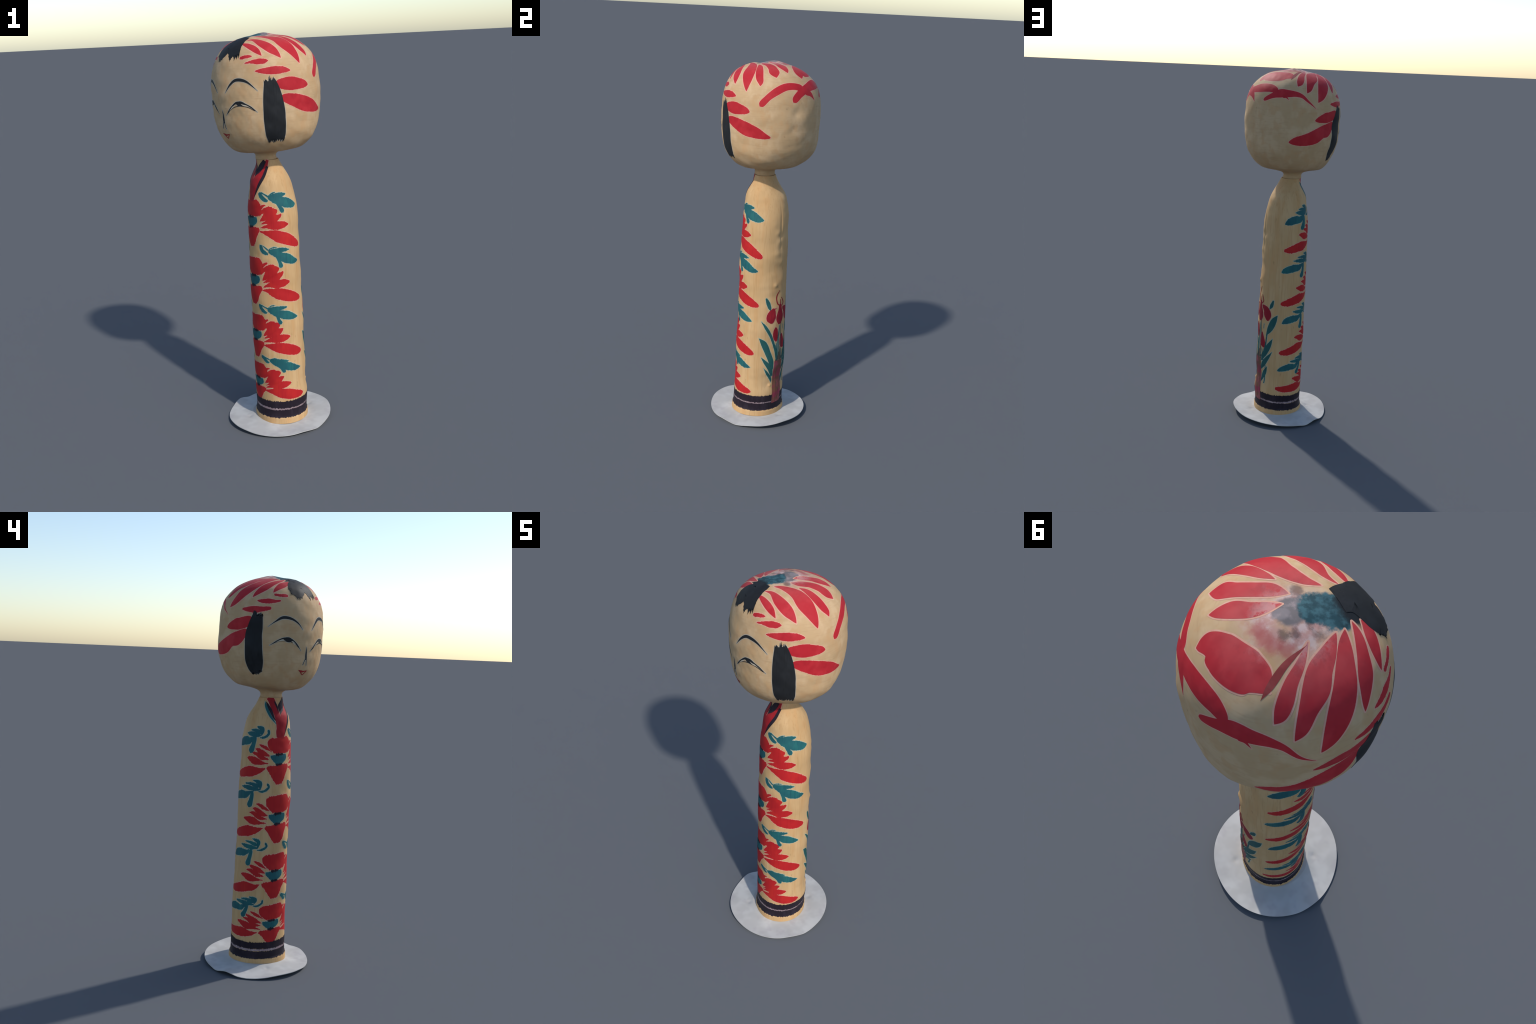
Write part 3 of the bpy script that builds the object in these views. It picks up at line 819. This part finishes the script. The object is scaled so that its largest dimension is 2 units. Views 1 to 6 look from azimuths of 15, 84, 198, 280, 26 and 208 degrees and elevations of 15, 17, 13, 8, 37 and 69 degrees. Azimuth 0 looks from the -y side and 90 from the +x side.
vary = np.random.default_rng(21)
for n, g in enumerate(FLOWERS):
    k = (g["top"] - g["low"]) / (FLOWERS[0]["top"] - FLOWERS[0]["low"])
    loose = float(n > 0)
    for r in FLOWER_ROWS:
        m = [(a + vary.normal(0, 0.7 * loose), max(z + vary.normal(0, 0.0015 * loose), 0.128), w * (0.5 + 0.5 * k))
             for a, z, w in flower_map(FLOWERS[0], g, r)]
        brush("petal", torso, m, RED, bleed=PINK_BLEED, jag=0.0045, round_tip=1.7, cap=True, root=0.38)
    for r in BROAD_PETALS:
        m = [(a, max(z, 0.132 - 0.002 * i), h * (1 + vary.normal(0, 0.03 * loose)), t) for i, (a, z, h, t) in enumerate(flower_map(FLOWERS[0], g, r))]
        brush("petal", torso, m, RED, bleed=PINK_BLEED, jag=0.006)
    m = flower_map(FLOWERS[0], g, HEART)
    brush("flower_centre", torso, m, TEAL, layer="mid", bleed=TEAL_BLEED, jag=0.004)
    (at, zt, _, _), (al, zl, _, _) = m[0], m[-1]
    brush("centre_shadow", torso, [(at, zt + 0.007, 8, 1.5), (at + 2, zt + 0.003, 11, 1.5), (at + 2, zt - 0.004, 8, 1.5)], BAND, layer="top", jag=0.008)
    brush("centre_shadow", torso, [(al, zl + 0.004, 7, 1.5), (al, zl - 0.002, 9, 1.5), (al, zl - 0.006, 6, 1.5)], BAND, layer="top", jag=0.008)

# sprigs: root, tip and lowest leaf of each
LEFT_SPRIGS = [((-106.7, 1.239), (-10.8, 1.171), (-52.3, 1.150)), ((-108.0, 0.977), (-19.6, 0.885), (-61.7, 0.873)),
               ((-116.5, 0.663), (-25.5, 0.593), (-66.8, 0.572)), ((-115.6, 0.387), (-26.1, 0.314), (-64.7, 0.309))]
RIGHT_SPRIGS = [((-161.9, 1.240), (-258.5, 1.152), (-206.1, 1.128)), ((-158.4, 0.971), (-261.8, 0.875), (-203.0, 0.850)),
                ((-157.4, 0.667), (-256.7, 0.577), (-202.6, 0.548)), ((-161.0, 0.365), (-260.5, 0.294), (-208.9, 0.271))]


def sprig_map(src, dst):
    """Affine map (angle, height) taking three marks of one sprig to another."""
    A = np.column_stack([np.array(src), np.ones(3)])
    return np.linalg.solve(A, np.array(dst))


for sprigs, rows, centre in ((LEFT_SPRIGS, LEFT_HAND_SPRIG_ROWS, -60), (RIGHT_SPRIGS, RIGHT_HAND_SPRIG_ROWS, -210)):
    for n, s in enumerate(sprigs):
        M = sprig_map(sprigs[0], s)
        for r in rows:
            m = []
            for a, z, w in r:
                a2, z2 = np.array([wrap(a, centre), z, 1]) @ M
                m.append((a2 + vary.normal(0, 0.8 * (n > 0)), z2 + vary.normal(0, 0.001 * (n > 0)), w * (1 - 0.05 * n)))
            brush("leaf", torso, m, TEAL, layer="mid", bleed=TEAL_BLEED, jag=0.004, round_tip=1.5, cap=True)

# ---- collar of the kimono ----------------------------------------------------
paint_all("collar", torso, COLLAR_RED_ROWS, COLLAR, layer="mid", bleed=PINK_BLEED, jag=0.001)
paint_all("collar_edge", torso, COLLAR_BLACK_ROWS, BAND, layer="top", jag=0.001)
paint_all("collar_edge", torso, COLLAR_TEAL_ROWS, TEAL, layer="mid", bleed=TEAL_BLEED)

# ---- iris bunch and its wrapper on the back ------------------------------------
paint_all("iris_leaf", torso, IRIS_BLADE_ROWS, GREEN, layer="mid", bleed=TEAL_BLEED, jag=0.002)
paint_all("iris_petal", torso, IRIS_PETAL_ROWS, IRIS, layer="mid", bleed=PINK_BLEED, jag=0.003, round_tip=1.6, cap=True)
paint_all("iris_petal", torso, IRIS_CURL_ROWS, IRIS, layer="mid")
paint_all("iris_bud", torso, IRIS_BUD_ROWS, IRIS, layer="mid", bleed=PINK_BLEED, jag=0.003, round_tip=1.4, cap=True)
brush("iris_wrapper", torso, [(40.5, 0.350, 28), (40.0, 0.275, 31), (40.0, 0.185, 34), (40.6, 0.088, 33)], PINK, layer="over", jag=0.004)
for a, z0, z1, w in ((31, 0.36, 0.21, 1.6), (36, 0.38, 0.16, 2.0), (41, 0.40, 0.22, 1.6), (46, 0.42, 0.18, 2.0), (50, 0.37, 0.24, 1.6)):
    brush("iris_stem", torso, [(a + 1, z0, w), (a, (z0 + z1) / 2, w), (a + 0.5, z1, w * 0.4)], STEM, layer="last")
paint_all("iris_stem", torso, [[(46, 0.585, 1.5), (46.5, 0.47, 2.2), (45, 0.352, 2.6)], [(58, 0.41, 1.5), (54, 0.37, 2.2), (50, 0.34, 2.5)],
                               [(33, 0.46, 1.5), (35, 0.40, 2.0), (37, 0.35, 2.4)], [(68, 0.54, 1.5), (63, 0.43, 2.5), (55, 0.345, 2.8)]], GREEN, layer="mid")


# ---- two dark rings round the foot ---------------------------------------------
def foot_ring(z0, z1, mat, rise, jag, seed):
    t = np.linspace(0, TAU, 900, endpoint=False)
    s = np.linspace(0, 1, 15)[:, None]
    lean = 0.004 * np.cos(t)
    lo = z0 + lean * 0.3 - jag * (spikes(t * 0.13 + 5, seed) - 0.4)
    hi = z1 + lean + jag * (spikes(t * 0.13 + 5, seed + 1) - 0.4)
    z = lo * (1 - s) + hi * s
    u = np.broadcast_to(t, z.shape)
    V, N = torso_point(u, z), torso_normal(u, z)
    V, N = np.concatenate([V[:1], V, V[-1:]]), np.concatenate([N[:1], N, N[-1:]])
    lift = np.full((len(V), 1, 1), rise)
    lift[[0, -1]] = -0.0012
    V = V + N * lift
    me = make_mesh("foot_ring", V.reshape(-1, 3), grid_faces(len(V), len(t), True), N.reshape(-1, 3), [mat])
    add("foot_ring", me, torso)


foot_ring(0.090, 0.104, LILAC, 0.0005, 0.002, 300)
foot_ring(0.101, 0.140, BAND, 0.0010, 0.007, 310)
foot_ring(0.049, 0.0915, BAND, 0.0011, 0.005, 320)

# --------------------------------------------------------------------------
# paper disc under the doll, its edge curling up and down
# --------------------------------------------------------------------------
EDGE = np.array([
    (-180, 0.004), (-170, 0.006), (-160, 0.010), (-150, 0.016), (-143, 0.019), (-130, 0.020), (-115, 0.019),
    (-105, 0.014), (-93, 0.011), (-75, 0.010), (-63, 0.012), (-51, 0.016), (-40, 0.012), (-32, 0.008),
    (-25, 0.011), (-14, 0.018), (0, 0.022), (15, 0.029), (28, 0.034), (42, 0.031), (60, 0.026), (80, 0.024),
    (100, 0.020), (118, 0.015), (133, 0.011), (143, 0.007), (150, 0.015), (156, 0.020), (162, 0.017),
    (170, 0.008), (180, 0.004)])


def build_disc():
    cols, rows = 360, 60
    t = np.linspace(-math.pi, math.pi, cols, endpoint=False)
    edge = curve(EDGE, np.degrees(t))[:, 0]
    R = 0.2735 + 0.0012 * np.sin(3 * t + 1) + 0.001 * np.sin(5 * t)
    s = np.linspace(0, 1, rows)[:, None]
    r0 = 0.11
    r = r0 + (R - r0) * s
    x = np.clip((r - 0.150) / (R - 0.150), 0, 1)
    # the sheet climbs onto the foot, sags between foot and edge, and curls at the edge
    foot = 0.0185 - 0.0035 * np.cos(t + 0.6)
    turn = np.angle(np.exp(1j * (t - math.radians(122))))
    dip = 0.0025 - 0.002 * np.cos(t - 0.8) + 0.006 * np.exp(-((turn / 0.40) ** 2))
    z = foot * (1 - x) + edge * x - 4 * dip * x * (1 - x)
    z = z + 0.003 * np.exp(-np.clip(r - 0.144, 0, 1) / 0.005)
    X, Y = r * np.cos(t), r * np.sin(t)
    Q = np.stack([X, Y, 0 * X], -1)
    z = z + (0.0022 * lumps(Q, 24) + 0.0008 * lumps(Q[..., [1, 0, 2]], 60)) * np.clip((r - 0.14) / 0.03, 0, 1) * np.clip(1.15 - x, 0, 1)
    z = np.maximum(z, 0.0032)
    for a, rr, h, w in ((-150, 0.165, -0.003, 0.009), (38, 0.178, -0.003, 0.010)):
        px, py = rr * math.cos(math.radians(a)), rr * math.sin(math.radians(a))
        z = z + h * np.exp(-((X - px) ** 2 + (Y - py) ** 2) / (2 * w * w))
    top = np.stack([X, Y, z], -1)
    bot = top - [0, 0, 0.003]
    V = np.concatenate([top, bot[::-1]])
    F = grid_faces(2 * rows, cols, True)
    me = make_mesh("paper_disc", V.reshape(-1, 3), F, None, [PAPER])
    me.set_sharp_from_angle(angle=math.radians(40))
    return add("paper_disc", me, doll)


def paper():
    n = Nodes("crumpled_white_paper", 0.8, 0.15)
    broad = n.noise(11, (1, 1, 1), 2)
    tint = n.noise(17, (1, 1, 1), 2, 0.5, (4, 2, 1))
    c = n.mix((0.455, 0.44, 0.415), (0.52, 0.507, 0.48), n.ramp(broad, 0.38, 0.64))
    c = n.mix(c, (0.40, 0.37, 0.37), n.scale(n.ramp(tint, 0.52, 0.74), 0.5))
    return n.done(c, broad, 0.1, 0.004)


PAPER = paper()
build_disc()
